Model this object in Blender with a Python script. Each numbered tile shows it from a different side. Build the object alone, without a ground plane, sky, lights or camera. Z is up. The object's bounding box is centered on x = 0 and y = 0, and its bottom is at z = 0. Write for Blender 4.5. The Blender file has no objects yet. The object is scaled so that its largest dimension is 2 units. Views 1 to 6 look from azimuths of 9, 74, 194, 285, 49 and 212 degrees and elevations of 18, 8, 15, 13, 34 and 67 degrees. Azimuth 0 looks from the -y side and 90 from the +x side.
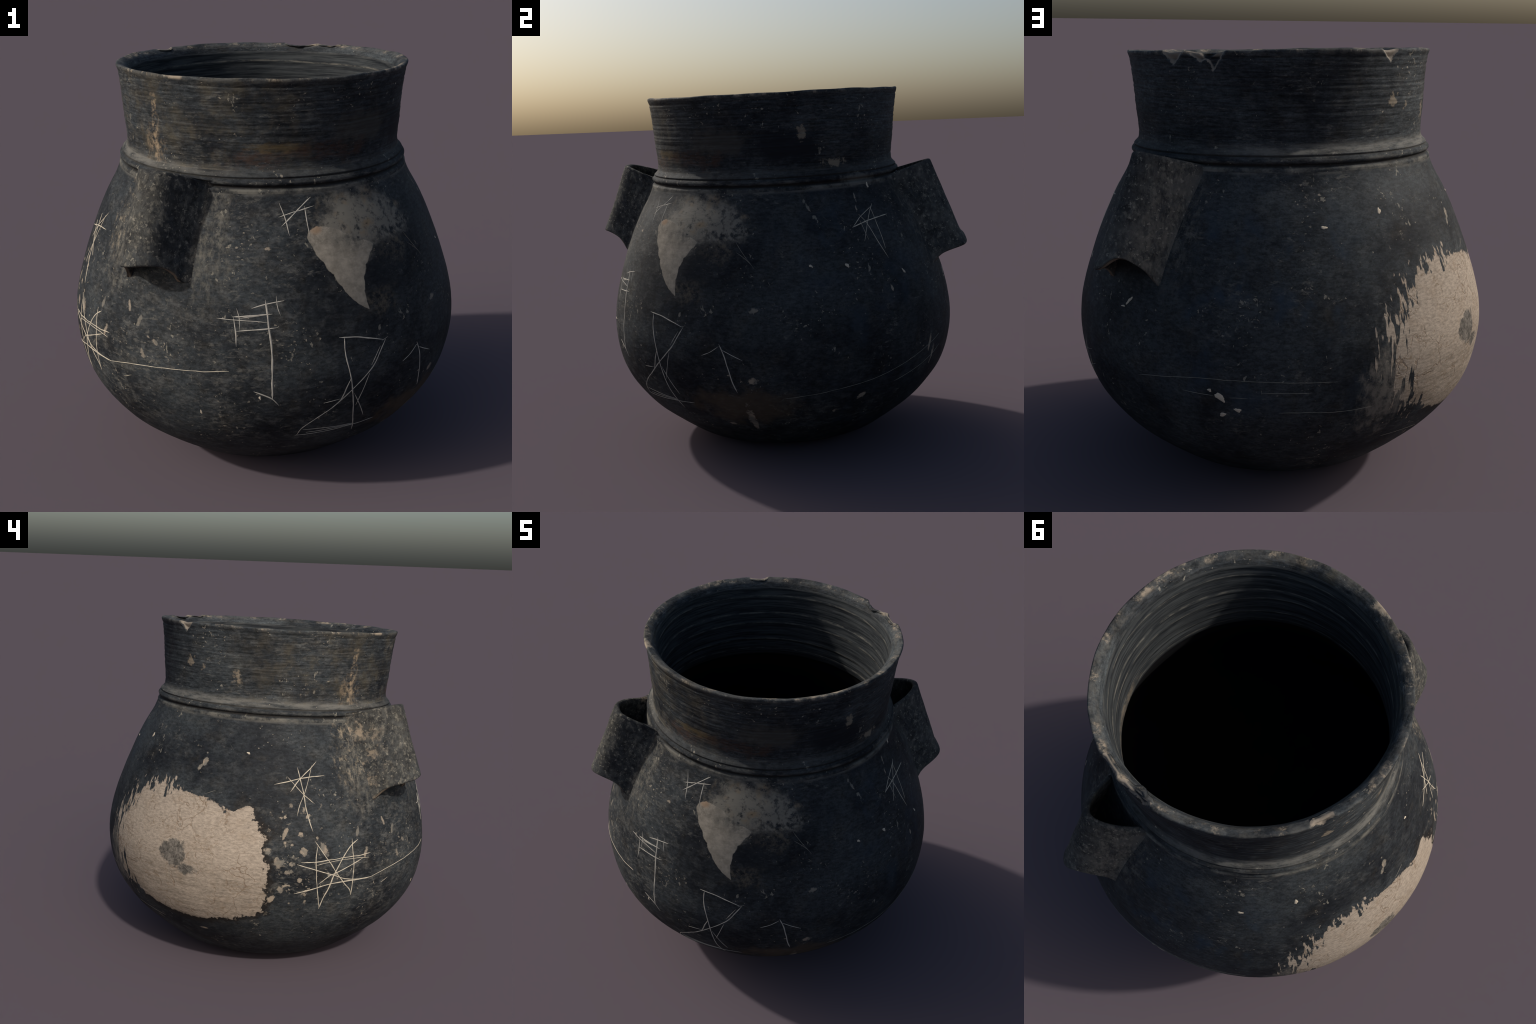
"""Burnished black pottery jar: tilted lathe body, flared neck, two tube lugs,
incised marks, worn pale patches.  Everything is described in 'pot coordinates':
azimuth (degrees, from +x), height s along the slightly leaning axis, radius."""
import bpy, math
import numpy as np

rng = np.random.default_rng(7)

# ---------------------------------------------------------------- pot frame
AX = (-0.0163, 0.0144, 0.0264, -0.0210)      # axis foot x, y and lean per metre
# hand-thrown unevenness: millimetres of cos/sin of 1, 2 and 3 turns, at a few heights
UNEVEN_AT = [0.0, 0.25, 0.50, 0.80, 1.15, 1.50, 1.95]
UNEVEN = [(1, "cos", [8.0, 1.2, 2.4, 1.4, 1.9, -2.8, 1.3]), (1, "sin", [-6.5, 0.5, 0.7, 0.3, -2.2, -1.2, 0.1]),
          (2, "cos", [-1.0, -3.4, -1.1, 3.7, 1.0, 3.6, -0.1]), (2, "sin", [2.0, 1.6, -1.1, -2.3, -2.2, -4.5, -4.3]),
          (3, "cos", [-1.5, -1.8, -2.4, -0.5, -3.0, -1.5, -2.5]), (3, "sin", [1.8, -3.0, -0.2, 0.3, 2.0, 2.4, -0.2])]


def to_world(az, s, rho):
    """azimuth (rad), height along axis, radius -> xyz arrays"""
    xp, yp = rho * np.cos(az), rho * np.sin(az)
    level = 0.45 + 0.55 * np.clip(s / 0.25, 0, 1)        # the pot leans; its foot is worn half level
    z = s - (AX[2] * xp + AX[3] * yp) * level
    return np.stack([xp + AX[0] + AX[2] * z, yp + AX[1] + AX[3] * z, np.maximum(z, 0.0)], -1)


# outer profile: (height, radius) control points of the thrown shape
BELLY = [(0.030, 0.4655), (0.07, 0.565), (0.12, 0.638), (0.18, 0.7150), (0.25, 0.7975), (0.33, 0.866),
         (0.41, 0.9194), (0.50, 0.9575), (0.60, 0.9800), (0.70, 0.9873), (0.80, 0.979), (0.90, 0.9575),
         (1.00, 0.927), (1.10, 0.8928), (1.20, 0.8532), (1.28, 0.8172), (1.34, 0.7870), (1.38, 0.7640),
         (1.41, 0.7465), (1.44, 0.7318), (1.460, 0.7235)]
RIDGE = [(1.472, 0.7195), (1.480, 0.7185), (1.487, 0.7175), (1.493, 0.7130), (1.499, 0.7050), (1.504, 0.7035), (1.509, 0.7080),
         (1.515, 0.7135), (1.522, 0.7148), (1.530, 0.7115), (1.536, 0.7050), (1.5395, 0.6995), (1.5425, 0.7000), (1.546, 0.7022),
         (1.552, 0.6970), (1.560, 0.6890), (1.570, 0.6810)]
NECK = [(1.585, 0.6775), (1.61, 0.6765), (1.65, 0.6790), (1.70, 0.6845), (1.78, 0.6900), (1.86, 0.6965),
        (1.905, 0.7020), (1.935, 0.7060), (1.945, 0.7085)]
LIP = [(1.955, 0.7125), (1.963, 0.7145), (1.9685, 0.7135), (1.9720, 0.7090), (1.9715, 0.702), (1.9665, 0.688),
       (1.9570, 0.672), (1.9445, 0.6600), (1.9300, 0.6525)]
THROAT = [(1.918, 0.6480), (1.906, 0.6480), (1.88, 0.6445), (1.82, 0.6420), (1.75, 0.6410), (1.68, 0.6410), (1.60, 0.6430),
          (1.54, 0.6460), (1.50, 0.6490), (1.477, 0.655)]
HOLLOW = [(1.45, 0.672), (1.38, 0.690), (1.28, 0.734), (1.20, 0.772), (1.10, 0.817), (0.90, 0.886),
          (0.70, 0.920), (0.50, 0.889), (0.33, 0.795), (0.18, 0.638), (0.12, 0.550), (0.085, 0.43), (0.062, 0.2), (0.060, 0.0)]
BASE = [(0.0045, 0.0), (0.0045, 0.28), (0.0055, 0.38), (0.0125, 0.424)]


def catmull(points, step):
    """dense polyline through control points (centripetal-ish Catmull-Rom)"""
    p = np.array(points, float)
    p = np.vstack([2 * p[0] - p[1], p, 2 * p[-1] - p[-2]])
    out = []
    for i in range(1, len(p) - 2):
        n = max(2, int(np.ceil(np.linalg.norm(p[i + 1] - p[i]) / step)))
        t = np.linspace(0, 1, n, endpoint=False)[:, None]
        d1, d2 = np.linalg.norm(p[i] - p[i - 1]), np.linalg.norm(p[i + 1] - p[i])
        d3 = np.linalg.norm(p[i + 2] - p[i + 1])
        m1 = ((p[i] - p[i - 1]) / d1 + (p[i + 1] - p[i]) / d2) / 2 * d2
        m2 = ((p[i + 1] - p[i]) / d2 + (p[i + 2] - p[i + 1]) / d3) / 2 * d2
        h = lambda a, b, c, d: a * p[i] + b * m1 + c * p[i + 1] + d * m2
        out.append(h(2 * t**3 - 3 * t**2 + 1, t**3 - 2 * t**2 + t, -2 * t**3 + 3 * t**2, t**3 - t**2))
    return np.vstack(out + [p[-2:-1]])


class Waves:
    """smooth band-limited noise as a sum of random plane waves"""
    def __init__(self, seed, freq, n=14, dims=3, squash=(1, 1, 1)):
        r = np.random.default_rng(seed)
        k = r.normal(size=(n, dims))
        k /= np.linalg.norm(k, axis=1)[:, None]
        self.k = k * freq * r.uniform(0.55, 1.5, (n, 1)) * np.array(squash)[:dims]
        self.ph = r.uniform(0, 2 * np.pi, n)

    def __call__(self, P):
        return np.sin(P @ self.k.T + self.ph).sum(-1) / math.sqrt(len(self.ph) / 2)


lump, dimple, fine = Waves(1, 5.0), Waves(2, 17.0), Waves(3, 48.0)
trail = Waves(4, 1.0, 26, 1)                       # throwing rings: noise along the height only
wander = Waves(5, 2.2)

RIM_CHIPS = [(65.6, 4.6, 1.905, 0.016), (77.6, 4.6, 1.916, 0.015), (82.2, 4.2, 1.884, 0.022), (147.0, 4.0, 1.915, 0.016)]
GROOVES = [(1.936, 0.0032), (1.897, 0.0016), (1.862, 0.0020), (1.820, 0.0022), (1.764, 0.0014), (1.720, 0.0010)]


def relief(az, s, inside):
    """departure of the real surface from the ideal profile (metres, along the radius)"""
    P = np.stack([np.cos(az), np.sin(az), s], -1)
    d = 0.0016 * lump(P) + 0.0005 * dimple(P) + 0.00025 * fine(P)
    sw = s + 0.004 * wander(P)
    rings = trail((sw * 150)[..., None]) * 0.6 + trail((sw * 340 + 9)[..., None]) * 0.5
    high = np.clip((s - 1.58) / 0.05, 0, 1) * np.clip((1.945 - s) / 0.02, 0, 1)
    if inside:
        d = d + np.clip((s - 1.46) / 0.05, 0, 1) * np.clip((1.95 - s) / 0.03, 0, 1) * (0.0011 * trail((sw * 150 + 3)[..., None]) + 0.0006 * trail((sw * 380 + 5)[..., None]))
        return d
    d = d + high * 0.0008 * rings + np.clip((1.45 - s) / 0.1, 0, 1) * 0.00008 * rings
    for g, depth in GROOVES:
        vary = 0.55 + 0.45 * np.sin(az * 2 + g * 90)
        d = d - depth * vary * np.exp(-(((s - g + 0.003 * np.sin(az + g * 50)) / 0.0045) ** 2))
    deg = np.degrees(az)
    for a0, half, low, depth in RIM_CHIPS:
        off = (deg - a0 + 180) % 360 - 180
        up = np.clip((s - low) / (1.965 - low), 0, 1)
        d = d - depth * np.clip(1.25 * up - np.abs(off) / half, 0, 0.5) * 2
    return d


def uneven(az, s):
    d = 0.0
    for turns, wave, mm in UNEVEN:
        d = d + getattr(np, wave)(turns * az) * np.interp(s, UNEVEN_AT, mm) * 0.001
    return d


OUTER = BELLY + RIDGE + NECK
outer_line = catmull(BASE + OUTER + LIP, 0.0013)
i_top = int(np.argmax(outer_line[:, 0]))
_s, _r = outer_line[:i_top, 0], outer_line[:i_top, 1]
_keep = np.concatenate([[True], np.diff(np.maximum.accumulate(_s)) > 1e-6])


def skin(az, s):
    """outer radius of the finished pot at any azimuth (rad) and height"""
    return np.interp(s, _s[_keep], _r[_keep]) + uneven(az, s) + relief(az, s, False)


# ---------------------------------------------------------------- mesh helpers
def mesh_object(name, verts, faces, material, parent, normals=None):
    me = bpy.data.meshes.new(name)
    verts, faces = np.asarray(verts, np.float32), np.asarray(faces, np.int32)
    me.vertices.add(len(verts))
    me.vertices.foreach_set("co", verts.ravel())
    n = faces.shape[1]
    me.loops.add(faces.size)
    me.loops.foreach_set("vertex_index", faces.ravel())
    me.polygons.add(len(faces))
    me.polygons.foreach_set("loop_start", np.arange(len(faces), dtype=np.int32) * n)
    me.update(calc_edges=True)
    me.polygons.foreach_set("use_smooth", np.ones(len(faces), bool))
    me.validate()
    if normals is not None:
        me.normals_split_custom_set_from_vertices(normals.tolist())
    me.materials.append(material)
    ob = bpy.data.objects.new(name, me)
    bpy.context.collection.objects.link(ob)
    ob.parent = parent
    return ob


def grid_faces(rows, cols, closed):
    i = np.arange(rows - 1)[:, None] * cols
    j = np.arange(cols if closed else cols - 1)[None, :]
    k = (j + 1) % cols
    return np.stack([i + j, i + k, i + cols + k, i + cols + j], -1).reshape(-1, 4)


# ---------------------------------------------------------------- node helpers
class Nodes:
    def __init__(self, name):
        self.mat = bpy.data.materials.new(name)
        self.mat.use_nodes = True
        self.t = self.mat.node_tree
        self.bsdf = self.t.nodes["Principled BSDF"]
        tc = self.new("ShaderNodeTexCoord")
        self.P = tc.outputs["Object"]
        sep = self.new("ShaderNodeSeparateXYZ")
        self.link(self.P, sep.inputs[0])
        x, y, z = sep.outputs
        self.X = self.sub(x, self.add(self.mul(z, AX[2]), AX[0]))
        self.Y = self.sub(y, self.add(self.mul(z, AX[3]), AX[1]))
        self.S = self.add(z, self.add(self.mul(self.X, AX[2]), self.mul(self.Y, AX[3])))
        self.cache = {}

    def new(self, kind):
        return self.t.nodes.new(kind)

    def link(self, a, b):
        self.t.links.new(a, b)

    def put(self, sock, v):
        if isinstance(v, bpy.types.NodeSocket):
            self.link(v, sock)
        elif v is not None:
            sock.default_value = v

    def math(self, op, a, b=None, c=None, clamp=False):
        n = self.new("ShaderNodeMath")
        n.operation, n.use_clamp = op, clamp
        for k, v in enumerate((a, b, c)):
            self.put(n.inputs[k], v)
        return n.outputs[0]

    def add(self, a, b): return self.math("ADD", a, b)
    def sub(self, a, b): return self.math("SUBTRACT", a, b)
    def mul(self, a, b): return self.math("MULTIPLY", a, b)
    def div(self, a, b): return self.math("DIVIDE", a, b)
    def high(self, a, b): return self.math("MAXIMUM", a, b)
    def low(self, a, b): return self.math("MINIMUM", a, b)

    def step(self, v, lo, hi):
        """smooth 0..1 as v goes lo..hi (lo may exceed hi)"""
        n = self.new("ShaderNodeMapRange")
        n.interpolation_type = "SMOOTHSTEP"
        flip = lo > hi
        for k, q in zip((0, 1, 2, 3, 4), (v, min(lo, hi), max(lo, hi), 1.0 if flip else 0.0, 0.0 if flip else 1.0)):
            self.put(n.inputs[k], q)
        return n.outputs[0]

    def vec(self, x, y, z):
        n = self.new("ShaderNodeCombineXYZ")
        for k, v in enumerate((x, y, z)):
            self.put(n.inputs[k], v)
        return n.outputs[0]

    def stretched(self, sx, sy, sz, vector=None):
        n = self.new("ShaderNodeMapping")
        n.inputs["Scale"].default_value = (sx, sy, sz)
        self.link(vector or self.P, n.inputs[0])
        return n.outputs[0]

    def noise(self, scale, detail=4.0, rough=0.55, vector=None, warp=0.0, shift=0.0):
        n = self.new("ShaderNodeTexNoise")
        n.noise_dimensions = "4D"
        self.link(vector or self.P, n.inputs["Vector"])
        for k, v in (("W", shift), ("Scale", scale), ("Detail", detail), ("Roughness", rough), ("Distortion", warp)):
            n.inputs[k].default_value = v
        return n.outputs["Fac"]

    def cells(self, scale, vector=None, feature="F1", rnd=1.0):
        n = self.new("ShaderNodeTexVoronoi")
        n.feature = feature
        self.link(vector or self.P, n.inputs["Vector"])
        n.inputs["Scale"].default_value = scale
        n.inputs["Randomness"].default_value = rnd
        return n

    def mix(self, fac, a, b):
        n = self.new("ShaderNodeMix")
        n.data_type = "RGBA"
        self.put(n.inputs[0], fac)
        for sock, v in ((n.inputs[6], a), (n.inputs[7], b)):
            self.put(sock, (*v, 1.0) if isinstance(v, tuple) else v)
        return n.outputs[2]

    def scale_colour(self, col, f):
        n = self.new("ShaderNodeVectorMath")
        n.operation = "SCALE"
        self.put(n.inputs[0], col)
        self.put(n.inputs["Scale"], f)
        return n.outputs[0]

    def turn(self, deg):
        """azimuth measured from `deg`, in radians (-pi..pi)"""
        if deg not in self.cache:
            c, q = math.cos(math.radians(deg)), math.sin(math.radians(deg))
            a = self.sub(self.mul(self.Y, c), self.mul(self.X, q))
            b = self.add(self.mul(self.X, c), self.mul(self.Y, q))
            self.cache[deg] = self.math("ARCTAN2", a, b)
        return self.cache[deg]

    def sector(self, centre, half, soft):
        """1 within +-half degrees of the azimuth `centre`, fading over `soft` degrees"""
        a = self.math("ABSOLUTE", self.turn(centre))
        return self.step(a, math.radians(half + soft / 2), math.radians(half - soft / 2))

    def band(self, lo, hi, soft):
        return self.mul(self.step(self.S, lo - soft / 2, lo + soft / 2), self.step(self.S, hi + soft / 2, hi - soft / 2))

    def blob(self, az, s, half_deg, half_s, soft=0.5, wobble=None):
        """soft ellipse on the wall; wobble is added to the distance"""
        u = self.div(self.turn(az), math.radians(half_deg))
        v = self.div(self.sub(self.S, s), half_s)
        d = self.math("SQRT", self.add(self.mul(u, u), self.mul(v, v)))
        if wobble is not None:
            d = self.add(d, wobble)
        return self.step(d, 1 + soft / 2, 1 - soft / 2)

    def spall(self, az, s, a, b, tilt, wobble):
        """tilted ragged blotch on the belly"""
        c, q = math.cos(math.radians(tilt)), math.sin(math.radians(tilt))
        u, v = self.mul(self.math("ARCTAN2", *self.about(az)), 0.92), self.sub(self.S, s)
        p = self.add(self.mul(u, c / a), self.mul(v, q / a))
        r = self.sub(self.mul(v, c / b), self.mul(u, q / b))
        return self.add(self.add(self.mul(p, p), self.mul(r, r)), wobble)

    def about(self, deg):
        c, q = math.cos(math.radians(deg)), math.sin(math.radians(deg))
        return (self.sub(self.mul(self.Y, c), self.mul(self.X, q)), self.add(self.mul(self.X, c), self.mul(self.Y, q)))

    def outline(self, az, s, arm, outline_points):
        """signed distance-like value (positive inside) of a star-shaped patch whose edge
        passes through the given (azimuth, height) points; arm = local radius of the wall"""
        q = np.array([(((a - az + 180) % 360 - 180) * math.pi / 180 * arm, h - s) for a, h in outline_points])
        ang, rad = np.arctan2(q[:, 1], q[:, 0]), np.hypot(q[:, 0], q[:, 1])
        order = np.argsort(ang)
        ang, rad = ang[order], rad[order]
        seam = np.interp(math.pi, [ang[-1], ang[0] + 2 * math.pi], [rad[-1], rad[0]])
        n = self.new("ShaderNodeFloatCurve")
        cur = n.mapping.curves[0]
        full = [(0.0, seam)] + [((a + math.pi) / (2 * math.pi), r) for a, r in zip(ang, rad)] + [(1.0, seam)]
        while len(cur.points) < len(full):
            cur.points.new(0.5, 0.5)
        for pt, (x, y) in zip(cur.points, full):
            pt.location, pt.handle_type = (x, y), "VECTOR"
        n.mapping.update()
        u, v = self.mul(self.turn(az), arm), self.sub(self.S, s)
        self.put(n.inputs["Factor"], 1.0)
        self.link(self.add(self.mul(self.math("ARCTAN2", v, u), 1 / (2 * math.pi)), 0.5), n.inputs["Value"])
        return self.sub(n.outputs[0], self.math("SQRT", self.add(self.mul(u, u), self.mul(v, v))))

    def finish(self, colour, rough=0.8, height=None, bump=0.3, dist=0.003, spec=0.08):
        self.put(self.bsdf.inputs["Base Color"], colour)
        self.put(self.bsdf.inputs["Roughness"], rough)
        self.bsdf.inputs["Specular IOR Level"].default_value = spec
        if height is not None:
            b = self.new("ShaderNodeBump")
            b.inputs["Strength"].default_value = bump
            b.inputs["Distance"].default_value = dist
            self.link(height, b.inputs["Height"])
            self.link(b.outputs[0], self.bsdf.inputs["Normal"])
        return self.mat


# ---------------------------------------------------------------- colours
SOOT = (0.012, 0.0135, 0.016)
CHARCOAL = (0.037, 0.042, 0.045)
BLUE = (0.028, 0.043, 0.062)
UMBER = (0.036, 0.030, 0.022)
DUST = (0.135, 0.128, 0.112)
BEIGE = (0.33, 0.26, 0.185)
CHALK = (0.46, 0.42, 0.35)
CLAY = (0.315, 0.262, 0.208)
CLAY_WARM = (0.235, 0.175, 0.122)
FILLER = (0.236, 0.208, 0.168)
RUST = (0.085, 0.042, 0.024)
OCHRE = (0.150, 0.105, 0.045)

BARE_CLAY = [(145.2, 1.035), (150.3, 1.062), (157.8, 1.078), (163.1, 1.076), (167.6, 1.064), (171.5, 1.064),
             (175.6, 1.043), (-178.9, 1.004), (-176.5, 1.010), (-174.5, 1.034), (-171.5, 1.030), (-169.5, 0.97), (-167.2, 0.92),
             (-165.8, 0.885), (-167.5, 0.843), (-166.9, 0.800), (-165.5, 0.751), (-165.6, 0.700), (-164.4, 0.654),
             (-165.1, 0.594), (-165.1, 0.531), (-166.3, 0.475), (-169.5, 0.435), (-174.6, 0.414), (177.9, 0.390),
             (170.5, 0.366), (164.7, 0.372), (158.0, 0.385), (149.6, 0.420), (143.0, 0.465), (139.5, 0.512),
             (136.5, 0.575), (134.0, 0.640), (132.5, 0.70), (133.0, 0.770), (133.8, 0.840), (136.6, 0.90), (140.2, 0.973)]
FILLED_WEDGE = [(-68.4, 1.300), (-67.3, 1.325), (-65.2, 1.338), (-61.0, 1.330), (-56.0, 1.300), (-51.0, 1.262), (-46.2, 1.236),
                (-48.4, 1.199), (-50.6, 1.160), (-52.1, 1.110), (-52.7, 1.050), (-52.4, 1.005), (-52.0, 0.972),
                (-54.6, 0.998), (-57.2, 1.035), (-59.4, 1.085), (-61.6, 1.140), (-64.0, 1.195), (-67.0, 1.262)]
GREY_STAIN = [(-67.0, 1.325), (-61.6, 1.375), (-59.0, 1.445), (-49.0, 1.472), (-39.7, 1.450), (-31.5, 1.400), (-27.0, 1.305),
              (-28.9, 1.235), (-32.6, 1.236), (-35.8, 1.222), (-39.9, 1.248), (-45.1, 1.245), (-49.0, 1.195), (-54, 1.20), (-60.0, 1.26)]


# mottled spalls: (azimuth, height, half-length, half-width, tilt in degrees)
SPALLS = [(169.2, 1.24, 0.022, 0.014, 70), (167.4, 1.208, 0.018, 0.01, 60), (169, 1.284, 0.006, 0.005, 0), (-161.6, 0.762, 0.033, 0.026, 30), (-165.4, 0.822, 0.02, 0.017, 0),
          (-163.2, 0.553, 0.025, 0.013, 50), (-160.6, 0.612, 0.012, 0.02, 10), (-159.9, 0.92, 0.034, 0.011, 75), (-160, 0.868, 0.008, 0.008, 0), (-157.6, 0.858, 0.008, 0.006, 0),
          (-153.9, 0.823, 0.019, 0.021, 0), (-154.9, 0.912, 0.016, 0.013, 0), (-146.9, 0.835, 0.04, 0.014, -62), (-157.4, 0.757, 0.016, 0.014, 0), (-158.2, 0.712, 0.022, 0.015, 30),
          (-154.5, 0.668, 0.013, 0.012, 0), (-112.3, 0.828, 0.02, 0.009, -35), (-114.5, 0.845, 0.012, 0.005, -20), (-116, 0.76, 0.024, 0.011, -70), (-118, 0.905, 0.03, 0.01, 65),
          (-122.5, 0.955, 0.026, 0.007, -70), (-134.3, 0.919, 0.022, 0.01, 70), (-25.5, 0.916, 0.024, 0.014, 15), (-26.3, 0.558, 0.024, 0.016, 0), (-28.9, 0.315, 0.085, 0.019, -84),
          (-36.8, 0.277, 0.02, 0.008, -10), (7.9, 0.422, 0.026, 0.013, 30), (-0.5, 0.348, 0.016, 0.012, 0), (20.3, 0.96, 0.02, 0.007, -80), (16.3, 1.412, 0.026, 0.006, 85),
          (15, 1.365, 0.02, 0.006, 80), (-6.2, 1.425, 0.016, 0.008, 70), (-5, 1.388, 0.022, 0.008, -60), (-80.5, 1.262, 0.016, 0.008, -10), (-131.5, 0.8, 0.028, 0.01, 70),
          (171.5, 0.285, 0.028, 0.006, -2), (38.6, 0.545, 0.05, 0.012, 80), (36, 0.62, 0.045, 0.01, 80)]


def fired_clay(g, speckle=1.0, dusty=None, smoky=None, grain=(1, 1, 2.2)):
    """the smoke-blackened burnished surface shared by every outside part"""
    broad = g.noise(2.3, 5, 0.6, warp=0.6)
    cloud = g.noise(9, 6, 0.65, shift=3)
    col = g.mix(g.step(broad, 0.34, 0.68), SOOT, CHARCOAL)
    col = g.mix(g.mul(g.step(cloud, 0.5, 0.75), 0.5), col, UMBER)
    brushed = g.noise(34, 5, 0.7, vector=g.stretched(*grain), shift=1.5)
    col = g.scale_colour(col, g.add(0.55, g.mul(g.step(brushed, 0.28, 0.74), 0.95)))
    # scuffed dust: soft pale mottling
    scuff = g.noise(24, 7, 0.72, vector=g.stretched(*grain), shift=8, warp=0.4)
    amount = g.step(g.noise(4.2, 4, 0.6, shift=12), 0.40, 0.66)
    if dusty is not None:
        amount = g.math("ADD", amount, dusty, clamp=True)
    thr = g.sub(0.70, g.mul(amount, 0.19))
    fleck = g.step(g.sub(scuff, thr), 0.0, 0.13)
    col = g.mix(g.mul(fleck, 0.55 * speckle), col, DUST)
    clot = g.noise(15, 4, 0.6, vector=g.stretched(1, 1, 1.3), shift=17, warp=0.3)
    veil = g.mul(g.step(clot, 0.46, 0.66), g.add(0.20, g.mul(dusty, 0.50)) if dusty is not None else 0.22)
    col = g.mix(veil, col, g.scale_colour(g.mix(cloud, (0.086, 0.091, 0.092), (0.080, 0.076, 0.067)), g.add(0.35, g.mul(g.step(brushed, 0.3, 0.7), 1.0))))
    # small hard specks where slip is chipped off
    chips = g.noise(52, 4, 0.6, shift=21, vector=g.stretched(1, 1, 1.3))
    gate = g.step(g.noise(6.5, 3, 0.5, shift=31), 0.46, 0.64)
    if dusty is not None:
        gate = g.math("ADD", gate, g.mul(dusty, 0.5), clamp=True)
    hard = g.step(g.sub(chips, g.sub(0.705, g.mul(gate, 0.085))), 0.0, 0.035)
    col = g.mix(g.mul(hard, 0.8), col, (0.255, 0.222, 0.172))
    dabs = g.noise(27, 4, 0.62, vector=g.stretched(1.25, 1.25, 0.75), shift=25, warp=0.5)
    dabs = g.step(g.sub(dabs, g.sub(0.71, g.mul(gate, 0.088))), 0.0, 0.03)
    col = g.mix(g.mul(dabs, 0.7), col, (0.225, 0.205, 0.165))
    # hairline horizontal scratches from wiping
    hair = g.noise(7, 3, 0.6, vector=g.stretched(1, 1, 26), shift=41)
    hairs = g.mul(g.step(hair, 0.665, 0.72), g.step(g.noise(3, 2, 0.5, shift=44), 0.45, 0.62))
    col = g.mix(g.mul(hairs, 0.35), col, DUST)
    # short crossing scuffs, pin pits and pin specks
    lap = g.mul(g.turn(-60), 0.9)
    for tilt, w in ((0.55, 51), (-0.8, 53)):
        c, q = math.cos(tilt), math.sin(tilt)
        along, across = g.add(g.mul(lap, c), g.mul(g.S, q)), g.sub(g.mul(g.S, c), g.mul(lap, q))
        rub = g.noise(1.0, 3, 0.6, vector=g.vec(g.mul(along, 9), g.mul(across, 130), g.mul(g.X, 2)), shift=w)
        rub = g.mul(g.step(rub, 0.66, 0.74), g.step(g.noise(4, 3, 0.5, shift=w + 1), 0.46, 0.60))
        col = g.mix(g.mul(rub, 0.38), col, DUST)
    pin = g.noise(120, 3, 0.6, shift=57)
    col = g.scale_colour(col, g.add(0.72, g.mul(g.step(pin, 0.34, 0.50), 0.30)))
    pinspeck = g.mul(g.step(pin, 0.665, 0.72), g.step(g.noise(9, 4, 0.6, shift=58), 0.45, 0.62))
    col = g.mix(g.mul(pinspeck, 0.55), col, (0.19, 0.175, 0.145))
    height = g.add(g.mul(brushed, 0.5), g.add(g.mul(fleck, 0.25), g.mul(hair, 0.10)))
    return col, height, fleck, brushed


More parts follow.
